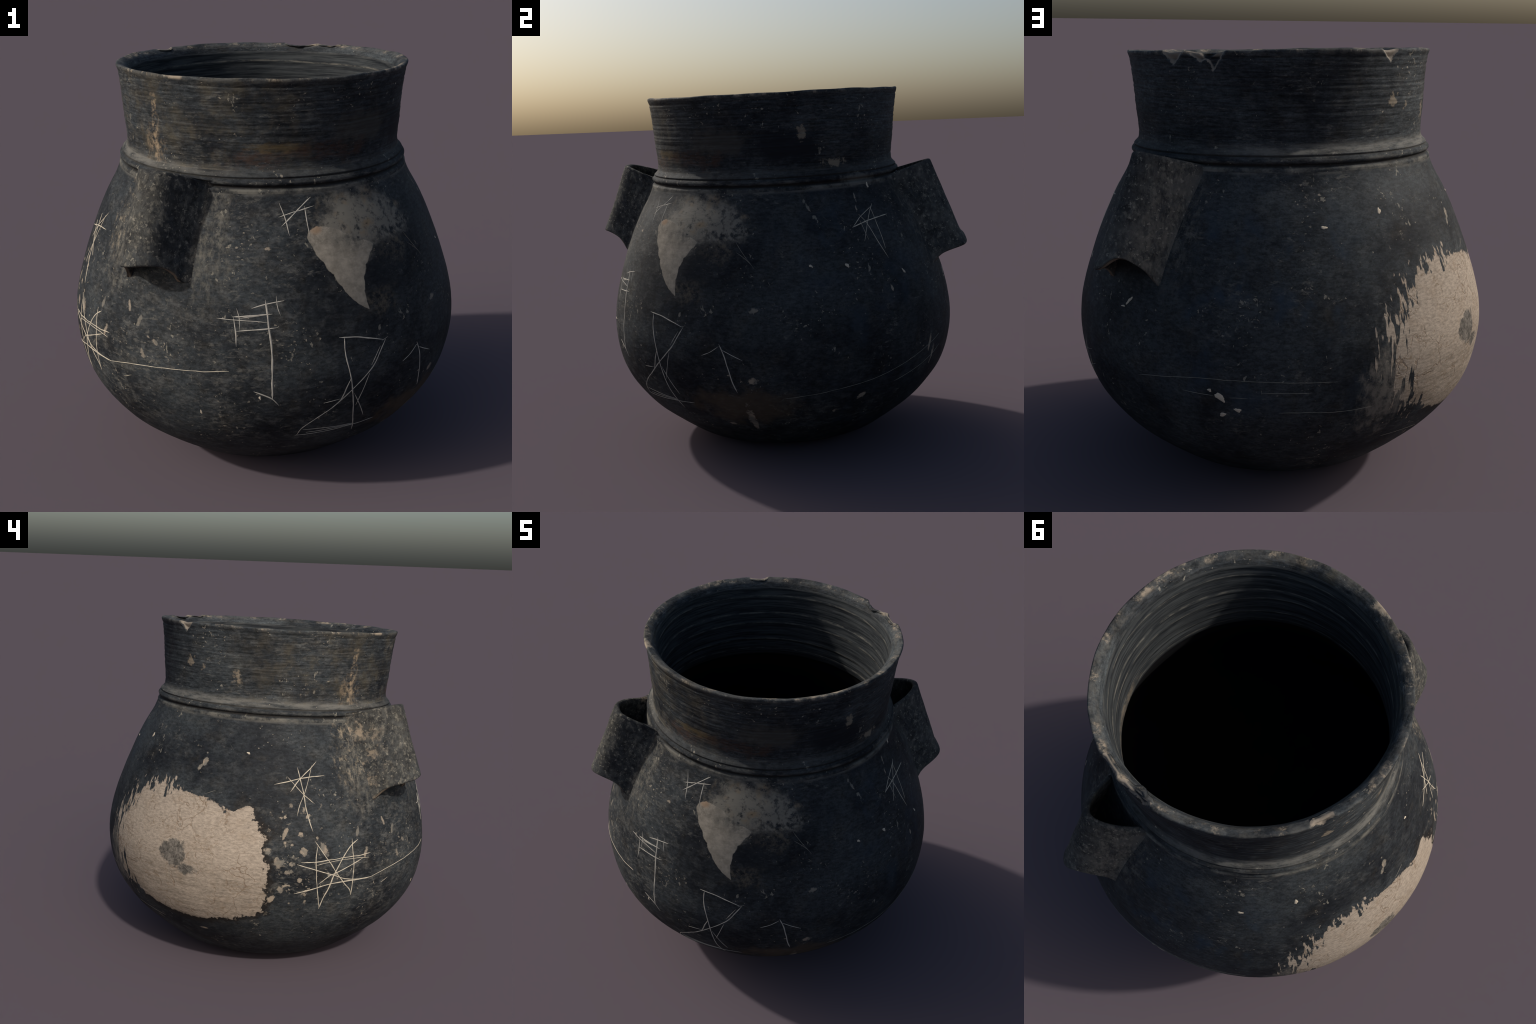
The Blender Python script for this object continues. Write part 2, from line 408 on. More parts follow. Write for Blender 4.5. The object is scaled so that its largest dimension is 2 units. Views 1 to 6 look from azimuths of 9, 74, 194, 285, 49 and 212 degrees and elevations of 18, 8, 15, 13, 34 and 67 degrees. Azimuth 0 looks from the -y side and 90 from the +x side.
def body_material():
    g = Nodes("smoked_clay_body")
    front = g.mul(g.sector(-106, 34, 44), g.band(0.35, 1.55, 0.4))
    sides = g.mul(g.sector(-152, 30, 30), g.band(0.45, 1.0, 0.3))
    low = g.mul(g.sector(-14, 34, 24), g.band(0.16, 0.42, 0.14))
    dusty = g.add(g.add(g.mul(front, 0.75), g.mul(sides, 0.3)), g.mul(low, 0.55))
    col, height, fleck, brushed = fired_clay(g, dusty=dusty)
    # mottled blue sheen of the back, tinted into the base colour
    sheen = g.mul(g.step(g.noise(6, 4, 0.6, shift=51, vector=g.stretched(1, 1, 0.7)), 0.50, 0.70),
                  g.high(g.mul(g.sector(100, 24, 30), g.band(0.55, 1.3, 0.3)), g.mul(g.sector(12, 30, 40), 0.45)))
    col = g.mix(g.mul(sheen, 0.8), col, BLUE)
    # pale line and dust beneath the shoulder ridge
    line = g.mul(g.band(1.468, 1.49, 0.016), g.step(g.noise(9, 4, 0.6, shift=61), 0.36, 0.6))
    col = g.mix(g.mul(line, 0.6), col, DUST)
    # brown burnt area low on one side
    wob = g.mul(g.sub(g.noise(11, 6, 0.65, shift=71), 0.5), 2.4)
    burnt = g.blob(-30, 0.40, 15, 0.10, 0.9, wob)
    col = g.mix(g.mul(burnt, 0.6), col, (0.085, 0.060, 0.038))
    # dust around the lug feet
    for az in (-99, -131, 48, 75):
        feet = g.blob(az, 1.30, 6, 0.26, 1.2, wob)
        feet = g.mul(feet, g.step(g.noise(38, 7, 0.75, vector=g.stretched(1.2, 1.2, 0.45), shift=az), 0.42, 0.66))
        col = g.mix(g.mul(feet, 0.62 if az < 0 else 0.40), col, (0.175, 0.16, 0.13))
    # beige earth left of the front lug
    earth = g.blob(-133.5, 1.36, 6.5, 0.20, 1.4, wob)
    earth = g.mul(earth, g.step(g.noise(32, 7, 0.78, vector=g.stretched(1.2, 1.2, 0.6), shift=75), 0.50, 0.64))
    col = g.mix(g.mul(earth, 0.68), col, (0.29, 0.235, 0.165))
    # grey stain with a hard-edged filled wedge
    soft_noise = g.sub(g.noise(13, 8, 0.68, shift=81), 0.5)
    stain = g.outline(-48, 1.33, 0.80, GREY_STAIN)
    stain = g.step(g.add(stain, g.mul(soft_noise, 0.34)), -0.035, 0.075)
    pits = g.step(g.add(g.noise(26, 7, 0.72, shift=84), g.mul(g.step(g.turn(-48), -0.1, 0.35), 0.06)), 0.66, 0.50)
    stain_col = g.mix(g.step(g.noise(8, 5, 0.6, shift=86), 0.50, 0.66), (0.178, 0.163, 0.135), (0.205, 0.155, 0.100))
    col = g.mix(g.mul(g.mul(stain, pits), 0.85), col, stain_col)
    lower = g.high(g.blob(-39, 1.195, 6, 0.045, 1.0, g.mul(soft_noise, 4)), g.blob(-47.5, 1.0, 5.5, 0.05, 1.0, g.mul(soft_noise, 4)))
    lower = g.mul(lower, g.step(g.noise(27, 7, 0.74, shift=88), 0.42, 0.62))
    col = g.mix(g.mul(lower, 0.6), col, (0.15, 0.125, 0.09))
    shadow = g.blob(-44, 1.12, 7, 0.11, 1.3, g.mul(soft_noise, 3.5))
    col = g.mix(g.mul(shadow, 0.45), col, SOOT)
    crisp = g.sub(g.noise(38, 6, 0.7, shift=91), 0.5)
    wedge_d = g.add(g.outline(-57.5, 1.20, 0.85, FILLED_WEDGE), g.mul(crisp, 0.020))
    wedge = g.step(wedge_d, -0.002, 0.003)
    fill = g.scale_colour(FILLER_NODE(g), g.add(0.72, g.mul(g.step(g.noise(26, 7, 0.72, shift=94), 0.30, 0.70), 0.50)))
    fill = g.mix(g.mul(g.step(g.noise(22, 7, 0.72, shift=95), 0.52, 0.64), g.mul(g.step(g.S, 1.18, 1.27), 0.65)), fill, (0.115, 0.102, 0.083))
    fill = g.mix(g.mul(g.blob(-65.3, 1.328, 1.8, 0.018, 1.2), 0.5), fill, (0.30, 0.17, 0.085))
    keep_top = g.sub(1.0, g.mul(g.mul(g.step(g.S, 1.19, 1.29), g.step(g.turn(-61), -0.06, 0.12)), g.step(g.noise(18, 6, 0.7, shift=97), 0.34, 0.58)))
    wedge = g.mul(wedge, keep_top)
    col = g.mix(wedge, col, fill)
    # bare clay patch, streaked where the slip was dragged off
    streak = g.sub(g.noise(5, 2.5, 0.5, vector=g.stretched(9.0, 9.0, 1.0), shift=101), 0.5)
    edge = g.sub(g.noise(22, 8, 0.72, shift=104), 0.5)
    drag = g.high(g.sector(133, 11, 14), g.mul(g.mul(g.sector(149, 12, 12), g.step(g.S, 0.98, 1.04)), 0.7))
    d = g.outline(163, 0.735, 0.955, BARE_CLAY)
    d = g.add(d, g.add(g.mul(edge, 0.075), g.add(g.mul(g.mul(streak, drag), 0.70), g.mul(g.mul(g.sector(-168, 16, 14), g.sub(g.noise(27, 5, 0.66, shift=103), 0.5)), 0.16))))
    bare = g.step(g.div(g.add(d, g.mul(drag, 0.004)), g.add(0.005, g.mul(drag, 0.017))), -0.6, 1.0)
    halo = g.mul(g.step(d, -0.11, 0.0), g.step(g.noise(15, 6, 0.7, shift=107), 0.52, 0.64))
    halo = g.mul(halo, g.high(g.sector(-162, 10, 10), g.mul(g.sector(128, 10, 12), 0.8)))
    col = g.mix(g.mul(halo, 0.55), col, DUST)
    film = g.blob(131, 0.56, 5.5, 0.17, 0.9, g.mul(g.sub(g.noise(12, 7, 0.7, vector=g.stretched(1.6, 1.6, 0.8), shift=109), 0.5), 4))
    film = g.mul(film, g.step(g.noise(20, 7, 0.74, vector=g.stretched(1.3, 1.3, 0.8), shift=108), 0.36, 0.60))
    col = g.mix(g.mul(film, 0.85), col, (0.150, 0.134, 0.113))
    burnt_rim = g.mul(g.step(d, -0.055, -0.01), g.high(g.sector(-163, 8, 8), g.mul(g.sector(170, 25, 20), g.step(g.S, 0.46, 0.40))))
    col = g.mix(g.mul(burnt_rim, 0.8), col, (0.015, 0.012, 0.010))
    warm = g.noise(7, 6, 0.62, shift=111)
    grainy = g.noise(46, 6, 0.72, vector=g.stretched(1, 1, 2.5), shift=113)
    clay = g.mix(g.mul(g.step(warm, 0.48, 0.70), 0.5), CLAY, CLAY_WARM)
    wiped = g.noise(6, 5, 0.65, vector=g.stretched(1, 1, 9), shift=114)
    clay = g.scale_colour(clay, g.mul(g.add(0.62, g.mul(g.step(grainy, 0.28, 0.72), 0.62)), g.sub(1.0, g.mul(g.mul(g.step(wiped, 0.7, 0.3), 0.34), g.step(g.S, 0.80, 0.60)))))
    bend = g.new("ShaderNodeVectorMath")
    bend.operation = "ADD"
    wig = g.new("ShaderNodeTexNoise")
    wig.inputs["Scale"].default_value, wig.inputs["Detail"].default_value = 9.0, 4.0
    g.link(g.P, wig.inputs["Vector"])
    wsc = g.scale_colour(wig.outputs["Color"], 0.16)
    g.link(g.P, bend.inputs[0])
    g.link(wsc, bend.inputs[1])
    crack = g.cells(8.5, vector=g.stretched(1.0, 1.0, 0.8, bend.outputs[0]), feature="DISTANCE_TO_EDGE").outputs["Distance"]
    crack = g.mul(g.step(crack, 0.035, 0.0), g.step(g.noise(5, 3, 0.6, shift=117), 0.46, 0.60))
    clay = g.mix(g.mul(crack, 0.65), clay, (0.15, 0.10, 0.065))
    gash = g.noise(5.5, 4, 0.62, vector=g.stretched(1.0, 1.0, 2.0), shift=116, warp=0.9)
    gash = g.mul(g.step(g.math("ABSOLUTE", g.sub(gash, 0.5)), 0.012, 0.003), g.step(g.noise(6, 3, 0.5, shift=118), 0.45, 0.57))
    clay = g.mix(g.mul(gash, 0.7), clay, (0.16, 0.115, 0.075))
    crumbs = g.step(g.noise(70, 4, 0.65, shift=120), 0.60, 0.70)
    clay = g.mix(g.mul(crumbs, 0.45), clay, (0.17, 0.135, 0.105))
    dots = g.step(g.noise(30, 3, 0.5, shift=119), 0.66, 0.72)
    clay = g.mix(g.mul(dots, 0.6), clay, (0.13, 0.115, 0.095))
    # flat grey scar inside the bare patch
    rag = g.mul(g.sub(g.noise(18, 7, 0.7, shift=124), 0.5), 1.7)
    scar = g.high(g.blob(163.6, 0.742, 5.0, 0.080, 0.16, rag), g.blob(168.7, 0.668, 3.4, 0.030, 0.5, g.mul(rag, 1.6)))
    seam = g.cells(26, vector=bend.outputs[0], feature="DISTANCE_TO_EDGE").outputs["Distance"]
    scar_col = g.mix(g.step(g.noise(20, 6, 0.75, shift=123), 0.40, 0.62), (0.060, 0.056, 0.050), (0.170, 0.152, 0.130))
    scar_col = g.mix(g.mul(g.step(seam, 0.06, 0.0), 0.8), scar_col, (0.030, 0.027, 0.024))
    clay = g.mix(g.mul(scar, 0.95), clay, scar_col)
    col = g.mix(bare, col, clay)
    # grip of spalled bits between bare clay and the big star mark
    spall_n = g.noise(17, 5, 0.6, shift=131)
    spall_zone = g.mul(g.sector(-156, 9, 7), g.band(0.52, 1.06, 0.12))
    spall = g.mul(spall_zone, g.step(spall_n, 0.60, 0.635))
    col = g.mix(g.mul(spall, 0.85), col, (0.30, 0.25, 0.19))
    ragged = g.mul(g.sub(g.noise(34, 6, 0.72, shift=141), 0.5), 7.5)
    near = None
    for row in SPALLS:
        e = g.spall(*row, ragged)
        near = e if near is None else g.low(near, e)
    patchy = g.step(near, 1.25, 0.45)
    col = g.mix(g.mul(patchy, 0.75), col, g.mix(g.step(g.noise(16, 3, 0.5, shift=143), 0.40, 0.62), (0.17, 0.155, 0.13), (0.34, 0.275, 0.205)))
    height = g.add(g.mul(height, g.sub(1.0, bare)), g.mul(bare, g.sub(g.add(g.mul(grainy, 0.7), g.mul(edge, 0.4)), g.mul(crack, 0.8))))
    height = g.add(height, g.mul(g.add(bare, wedge), 0.5))
    rough = g.add(0.62, g.mul(g.math("ADD", g.add(bare, wedge), fleck, clamp=True), 0.3))
    return g.finish(col, rough, height, 0.45, 0.004)


def FILLER_NODE(g):
    n = g.new("ShaderNodeRGB")
    n.outputs[0].default_value = (*FILLER, 1)
    return n.outputs[0]


def neck_material(name="smoked_clay_neck"):
    g = Nodes(name)
    dusty = g.mul(g.sector(-140, 60, 60), 0.45)
    col, height, fleck, brushed = fired_clay(g, 0.9, dusty, grain=(1, 1, 3.0))
    wheel = g.noise(9, 6, 0.7, vector=g.stretched(1, 1, 13), shift=2)
    col = g.scale_colour(col, g.add(0.60, g.mul(g.step(wheel, 0.30, 0.70), 1.0)))
    pale = g.mul(g.step(g.noise(11, 5, 0.7, vector=g.stretched(1, 1, 7), shift=5), 0.58, 0.70), g.step(g.noise(5, 3, 0.5, shift=6), 0.42, 0.62))
    col = g.mix(g.mul(pale, 0.50), col, DUST)
    # pale band in the cove at the foot of the neck
    cove = g.mul(g.band(1.540, 1.585, 0.034), g.add(0.35, g.mul(g.noise(14, 5, 0.65, shift=11), 0.7)))
    cove = g.mul(g.mul(cove, g.add(0.3, g.mul(g.sector(170, 80, 50), 0.7))), g.step(g.noise(10, 6, 0.72, vector=g.stretched(1, 1, 6), shift=12), 0.30, 0.62))
    col = g.mix(g.mul(cove, 0.85), col, (0.185, 0.175, 0.152))
    tan = g.mul(g.sector(-120, 55, 50), g.step(g.noise(7, 6, 0.68, shift=13), 0.44, 0.66))
    col = g.mix(g.mul(tan, 0.55), col, g.scale_colour(g.mix(0.0, (0.095, 0.080, 0.054), DUST), g.add(0.4, g.mul(g.step(wheel, 0.3, 0.7), 1.1))))
    # dark smooth area
    wob = g.mul(g.sub(g.noise(9, 6, 0.65, shift=15), 0.5), 2.6)
    col = g.mix(g.mul(g.blob(-14, 1.70, 15, 0.075, 0.7, wob), 0.85), col, (0.012, 0.013, 0.016))
    smoky = g.blob(-42, 1.745, 13, 0.075, 0.9, g.mul(wob, 1.3))
    col = g.mix(g.mul(smoky, 0.6), col, g.scale_colour(g.mix(0.5, (0.075, 0.068, 0.056), (0.050, 0.047, 0.042)), g.add(0.5, g.mul(wheel, 1.0))))
    # fire stains: rust and ochre
    stain_n = g.mul(g.sub(g.noise(10, 7, 0.68, vector=g.stretched(1, 1, 1.6), shift=17), 0.5), 6.5)
    rust = g.high(g.blob(-84, 1.622, 13, 0.035, 0.9, stain_n), g.blob(-58, 1.645, 16, 0.04, 0.9, stain_n))
    rust = g.mul(rust, g.step(g.noise(22, 7, 0.74, vector=g.stretched(1, 1, 1.8), shift=18), 0.36, 0.62))
    col = g.mix(g.mul(rust, 0.42), col, RUST)
    ochre = g.blob(-77, 1.672, 8, 0.022, 0.9, g.mul(stain_n, 0.7))
    col = g.mix(g.mul(ochre, 0.42), col, OCHRE)
    # earth drip running down above the front lug
    bend = g.mul(g.sub(g.noise(9, 4, 0.6, shift=19), 0.5), 0.10)
    u = g.math("ABSOLUTE", g.add(g.add(g.turn(-127.2), bend), 0.0))
    drip = g.mul(g.step(u, 0.036, 0.012), g.mul(g.band(1.56, 1.885, 0.03), g.step(g.noise(30, 6, 0.7, shift=23), 0.44, 0.60)))
    foot = g.blob(-129.0, 1.63, 6.5, 0.075, 1.5, g.mul(g.sub(g.noise(12, 5, 0.6, shift=26), 0.5), 3))
    foot = g.mul(foot, g.step(g.noise(30, 7, 0.76, vector=g.stretched(1.2, 1.2, 0.8), shift=25), 0.46, 0.62))
    col = g.mix(g.mul(g.high(drip, g.mul(foot, 0.8)), 0.8), col, (0.30, 0.225, 0.148))
    for az, s, a, h in ((-4.8, 1.764, 1.6, 0.035), (9.9, 1.603, 4.0, 0.018), (150, 1.755, 2.0, 0.02), (158, 1.735, 1.3, 0.014), (176, 1.70, 1.6, 0.03)):
        spot = g.blob(az, s, a, h, 0.8, g.mul(g.sub(g.noise(40, 5, 0.65, shift=az), 0.5), 6.5))
        col = g.mix(g.mul(spot, 0.6), col, (0.26, 0.21, 0.15))
    # chipped rim edge: bare clay triangles
    rag = g.sub(g.noise(40, 5, 0.65, shift=29), 0.5)
    chip = None
    outer_face = g.step(g.math("SQRT", g.add(g.mul(g.X, g.X), g.mul(g.Y, g.Y))), 0.686, 0.692)
    for a0, half, low, depth in RIM_CHIPS:
        up = g.div(g.sub(g.S, low), 1.965 - low)
        e = g.sub(g.mul(up, 1.08), g.div(g.math("ABSOLUTE", g.turn(a0)), math.radians(half)))
        e = g.step(g.add(e, g.mul(rag, 0.9)), 0.0, 0.14)
        chip = e if chip is None else g.high(chip, e)
    wear = g.mul(g.step(g.S, 1.955, 1.966), g.step(g.noise(8, 6, 0.75, vector=g.stretched(1, 1, 0.4), shift=33), 0.52, 0.64))
    lipdust = g.mul(g.step(g.S, 1.947, 1.958), g.step(g.noise(13, 6, 0.7, shift=35), 0.42, 0.64))
    col = g.mix(g.mul(lipdust, 0.42), col, DUST)
    col = g.mix(g.mul(wear, 0.75), col, (0.34, 0.275, 0.20))
    col = g.mix(g.mul(chip, outer_face), col, g.scale_colour(g.mix(0.5, CLAY, FILLER), g.add(0.42, g.mul(g.noise(40, 5, 0.7, shift=37), 0.6))))
    height = g.add(height, g.mul(wheel, 0.8))
    return g.finish(col, g.add(0.66, g.mul(fleck, 0.2)), height, 0.5, 0.004)


def ridge_material():
    g = Nodes("smoked_clay_ridge")
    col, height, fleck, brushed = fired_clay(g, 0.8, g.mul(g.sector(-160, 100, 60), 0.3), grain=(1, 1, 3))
    painted_groove_shade = g.mul(g.band(1.497, 1.509, 0.008), 0.75)
    top = g.mul(g.band(1.512, 1.528, 0.010), g.step(g.noise(10, 6, 0.7, vector=g.stretched(1, 1, 3), shift=3), 0.44, 0.66))
    under = g.mul(g.band(1.474, 1.494, 0.010), g.step(g.noise(8, 6, 0.7, shift=4), 0.38, 0.62))
    cove = g.mul(g.band(1.545, 1.585, 0.034), g.add(0.35, g.mul(g.noise(14, 5, 0.65, shift=11), 0.7)))
    cove = g.mul(g.mul(cove, g.add(0.3, g.mul(g.sector(170, 80, 50), 0.7))), g.step(g.noise(10, 6, 0.72, vector=g.stretched(1, 1, 6), shift=12), 0.30, 0.62))
    col = g.mix(painted_groove_shade, col, (0.016, 0.014, 0.012))
    col = g.mix(g.mul(top, 0.5), col, DUST)
    col = g.mix(g.mul(under, 0.75), col, (0.165, 0.155, 0.13))
    painted_groove_shade = g.band(1.5375, 1.5425, 0.003)
    col = g.mix(g.mul(painted_groove_shade, 0.8), col, (0.014, 0.013, 0.012))
    col = g.mix(g.mul(cove, 0.85), col, (0.185, 0.175, 0.152))
    smear = g.mul(g.sub(g.noise(20, 6, 0.7, shift=7), 0.5), 3.5)
    col = g.mix(g.mul(g.blob(21, 1.50, 7, 0.04, 0.9, smear), 0.6), col, DUST)
    return g.finish(col, 0.75, height, 0.45, 0.004)


def throat_material():
    g = Nodes("wheel_marked_throat")
    wob = g.mul(g.sub(g.noise(4, 3, 0.5, shift=2), 0.5), 0.10)
    ringy = g.noise(10, 6, 0.68, vector=g.stretched(0.55, 0.55, 11), shift=3)
    broken = g.noise(12, 6, 0.7, vector=g.stretched(1, 1, 3), shift=9)
    col = g.mix(g.step(ringy, 0.36, 0.62), (0.014, 0.016, 0.019), (0.048, 0.052, 0.053))
    slow = g.noise(1.6, 2, 0.5, shift=17)
    turns = g.math("SINE", g.add(g.mul(g.S, 2 * math.pi / 0.061), g.mul(slow, 5)))
    turns = g.mul(g.add(turns, g.math("SINE", g.add(g.mul(g.S, 2 * math.pi / 0.0363), g.mul(slow, 8)))), 0.6)
    lines = g.mul(g.step(turns, 0.62, 1.05), g.step(broken, 0.40, 0.62))
    col = g.mix(g.mul(lines, 0.62), col, (0.17, 0.158, 0.132))
    col = g.mix(g.mul(g.step(turns, -0.35, -1.0), 0.4), col, (0.010, 0.011, 0.013))
    earth = g.blob(28, 1.53, 20, 0.045, 0.9, g.mul(g.sub(g.noise(11, 6, 0.7, shift=13), 0.5), 2.4))
    earth = g.mul(earth, g.step(g.noise(24, 7, 0.74, shift=19), 0.40, 0.60))
    col = g.mix(g.mul(earth, 0.65), col, (0.15, 0.122, 0.09))
    lip = g.mul(g.step(g.S, 1.915, 1.94), g.step(g.noise(12, 6, 0.7, shift=15), 0.40, 0.66))
    col = g.mix(g.mul(lip, 0.4), col, DUST)
    return g.finish(col, 0.75, g.add(ringy, g.add(g.mul(broken, 0.3), g.mul(turns, 0.25))), 0.6, 0.005)


def hollow_material():
    g = Nodes("near_black_inside")
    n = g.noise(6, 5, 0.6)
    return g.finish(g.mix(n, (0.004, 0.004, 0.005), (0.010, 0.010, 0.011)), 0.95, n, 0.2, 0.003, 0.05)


def handle_material():
    g = Nodes("rough_clay_lug")
    front = g.sector(-115, 60, 20)
    col, height, fleck, brushed = fired_clay(g, 1.1, g.add(0.35, g.mul(front, 0.5)), grain=(1, 1, 0.9))
    n = g.noise(30, 6, 0.7, shift=5, vector=g.stretched(1.3, 1.3, 0.8))
    mott = g.step(n, 0.50, 0.64)
    cover = g.mul(g.add(0.5, g.mul(front, 0.5)), g.step(g.noise(6, 4, 0.6, shift=7), 0.35, 0.6))
    col = g.mix(0.45, col, g.scale_colour(g.mix(cover, (0.040, 0.041, 0.041), (0.085, 0.080, 0.068)), g.add(0.3, g.mul(brushed, 1.4))))
    col = g.mix(g.mul(mott, 0.62), col, (0.165, 0.152, 0.124))
    dark = g.step(g.noise(26, 5, 0.65, shift=6), 0.50, 0.38)
    col = g.mix(g.mul(dark, 0.6), col, (0.014, 0.014, 0.015))
    strip = g.mul(g.sector(71, 5, 8), g.step(g.noise(34, 7, 0.75, vector=g.stretched(1.2, 1.2, 0.5), shift=21), 0.40, 0.62))
    col = g.mix(g.mul(strip, 0.6), col, (0.150, 0.135, 0.112))
    grit = g.step(g.noise(56, 4, 0.62, shift=23), 0.585, 0.65)
    col = g.mix(g.mul(grit, 0.72), col, (0.23, 0.21, 0.17))
    grey = g.mul(g.sector(60, 40, 10), g.step(g.noise(5, 5, 0.6, shift=12), 0.48, 0.62))
    col = g.mix(g.mul(grey, 0.45), col, (0.115, 0.108, 0.095))
    earth = g.mul(g.sector(-131, 7, 8), g.step(g.noise(14, 6, 0.7, shift=16), 0.50, 0.62))
    col = g.mix(g.mul(earth, 0.7), col, BEIGE)
    # bare fractured lower lip of the back lug
    raw = g.mul(g.sector(60, 30, 6), g.step(g.S, 1.10, 1.04))
    return g.finish(col, 0.8, g.add(height, g.mul(n, 1.2)), 0.6, 0.006)


def tint_material(name, colour, low=0.6, rough=0.9):
    g = Nodes(name)
    rgb = g.new("ShaderNodeRGB")
    rgb.outputs[0].default_value = (*colour, 1)
    n = g.noise(45, 5, 0.7)
    return g.finish(g.scale_colour(rgb.outputs[0], g.add(low, g.mul(n, (1 - low) * 2))), rough, n, 0.3, 0.002, 0.15)


# ---------------------------------------------------------------- build
jar = bpy.data.objects.new("pottery_jar", None)
bpy.context.collection.objects.link(jar)
jar["label"] = "black burnished pottery jar, flared neck, two tube lugs, incised marks"
jar["category"] = "jar"

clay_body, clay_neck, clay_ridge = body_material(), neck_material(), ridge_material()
clay_throat, clay_hollow, clay_lug = throat_material(), hollow_material(), handle_material()
scratch_mat = tint_material("scratched_pale_clay", (0.45, 0.395, 0.31), 0.55)
scratch_darkened = tint_material("scratch_darker_tone", (0.36, 0.335, 0.29), 0.55)
scratch_dim = tint_material("faint_scratch", (0.20, 0.185, 0.155), 0.45)
clay_broken = tint_material("broken_clay_edge", (0.165, 0.130, 0.098), 0.45)
fleck_mat = tint_material("spalled_fleck", (0.46, 0.395, 0.305), 0.6)

AZ = 800
theta = np.linspace(0, 2 * np.pi, AZ, endpoint=False)


def build_vessel():
    fine_line = catmull(BASE + OUTER + LIP, 0.0013)
    outside, walked = [fine_line[0]], 0.0
    for p, q in zip(fine_line[:-1], fine_line[1:]):      # finer rings where the turned details are
        walked += np.linalg.norm(q - p)
        if walked >= (0.0019 if 1.468 < q[0] < 1.575 else 0.0032 if 1.58 < q[0] else 0.0062) or q is fine_line[-1]:
            outside.append(q)
            walked = 0.0
    outside = np.array(outside)
    inside = catmull([LIP[-1]] + THROAT + HOLLOW, 0.011)[1:]
    line = np.vstack([outside, inside])
    n_out = len(outside)
    s = np.repeat(line[:, 0:1], AZ, 1)
    az = np.repeat(theta[None, :], len(line), 0)
    rho = np.repeat(line[:, 1:2], AZ, 1)
    flag = np.arange(len(line)) >= n_out - 14
    fade = np.clip(line[:, 1:2] / 0.3, 0, 1)
    rho = np.maximum(rho + fade * uneven(az, s) + fade * np.where(flag[:, None], relief(az, s, True), relief(az, s, False)), 0.0)
    # the lip is a little uneven, dipping where it is chipped
    lip = np.clip((s - 1.93) / 0.04, 0, 1)
    wavy = 0.0016 * np.sin(3 * az + 1) + 0.0012 * np.sin(7 * az) + 0.0012 * np.sin(17 * az + 2)
    deg = np.degrees(az)
    for a0, half, low, depth in RIM_CHIPS:
        off = (deg - a0 + 180) % 360 - 180
        wavy = wavy - 0.007 * np.exp(-((off / half) ** 4)) * (1 + 0.3 * np.sin(off * 0.7 + a0))
    s = s + lip * wavy
    P = to_world(az, s, rho)
    du = np.roll(P, -1, 1) - np.roll(P, 1, 1)
    dv = np.gradient(P, axis=0)
    N = np.cross(du, dv)
    ln = np.linalg.norm(N, axis=-1, keepdims=True)
    N = np.where(ln > 1e-9, N / np.maximum(ln, 1e-9), np.array([0, 0, 1.0]))
    N[0] = (0, 0, -1)
    N[-1] = (0, 0, 1)
    # where the outer wall stops being one part and starts being the next
    cut = lambda level: int(np.argmax(outside[:, 0] > level))
    lip_end = n_out - 1
    throat_end = n_out + int(np.argmax(inside[:, 0] < 1.476))
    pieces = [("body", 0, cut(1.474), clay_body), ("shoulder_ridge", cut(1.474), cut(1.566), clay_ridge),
              ("neck", cut(1.566), cut(1.944), clay_neck), ("rim", cut(1.944), lip_end, clay_neck),
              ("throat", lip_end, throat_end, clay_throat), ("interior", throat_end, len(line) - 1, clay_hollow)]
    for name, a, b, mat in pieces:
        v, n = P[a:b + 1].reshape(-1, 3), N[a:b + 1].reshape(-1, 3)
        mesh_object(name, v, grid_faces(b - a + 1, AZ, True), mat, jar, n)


build_vessel()


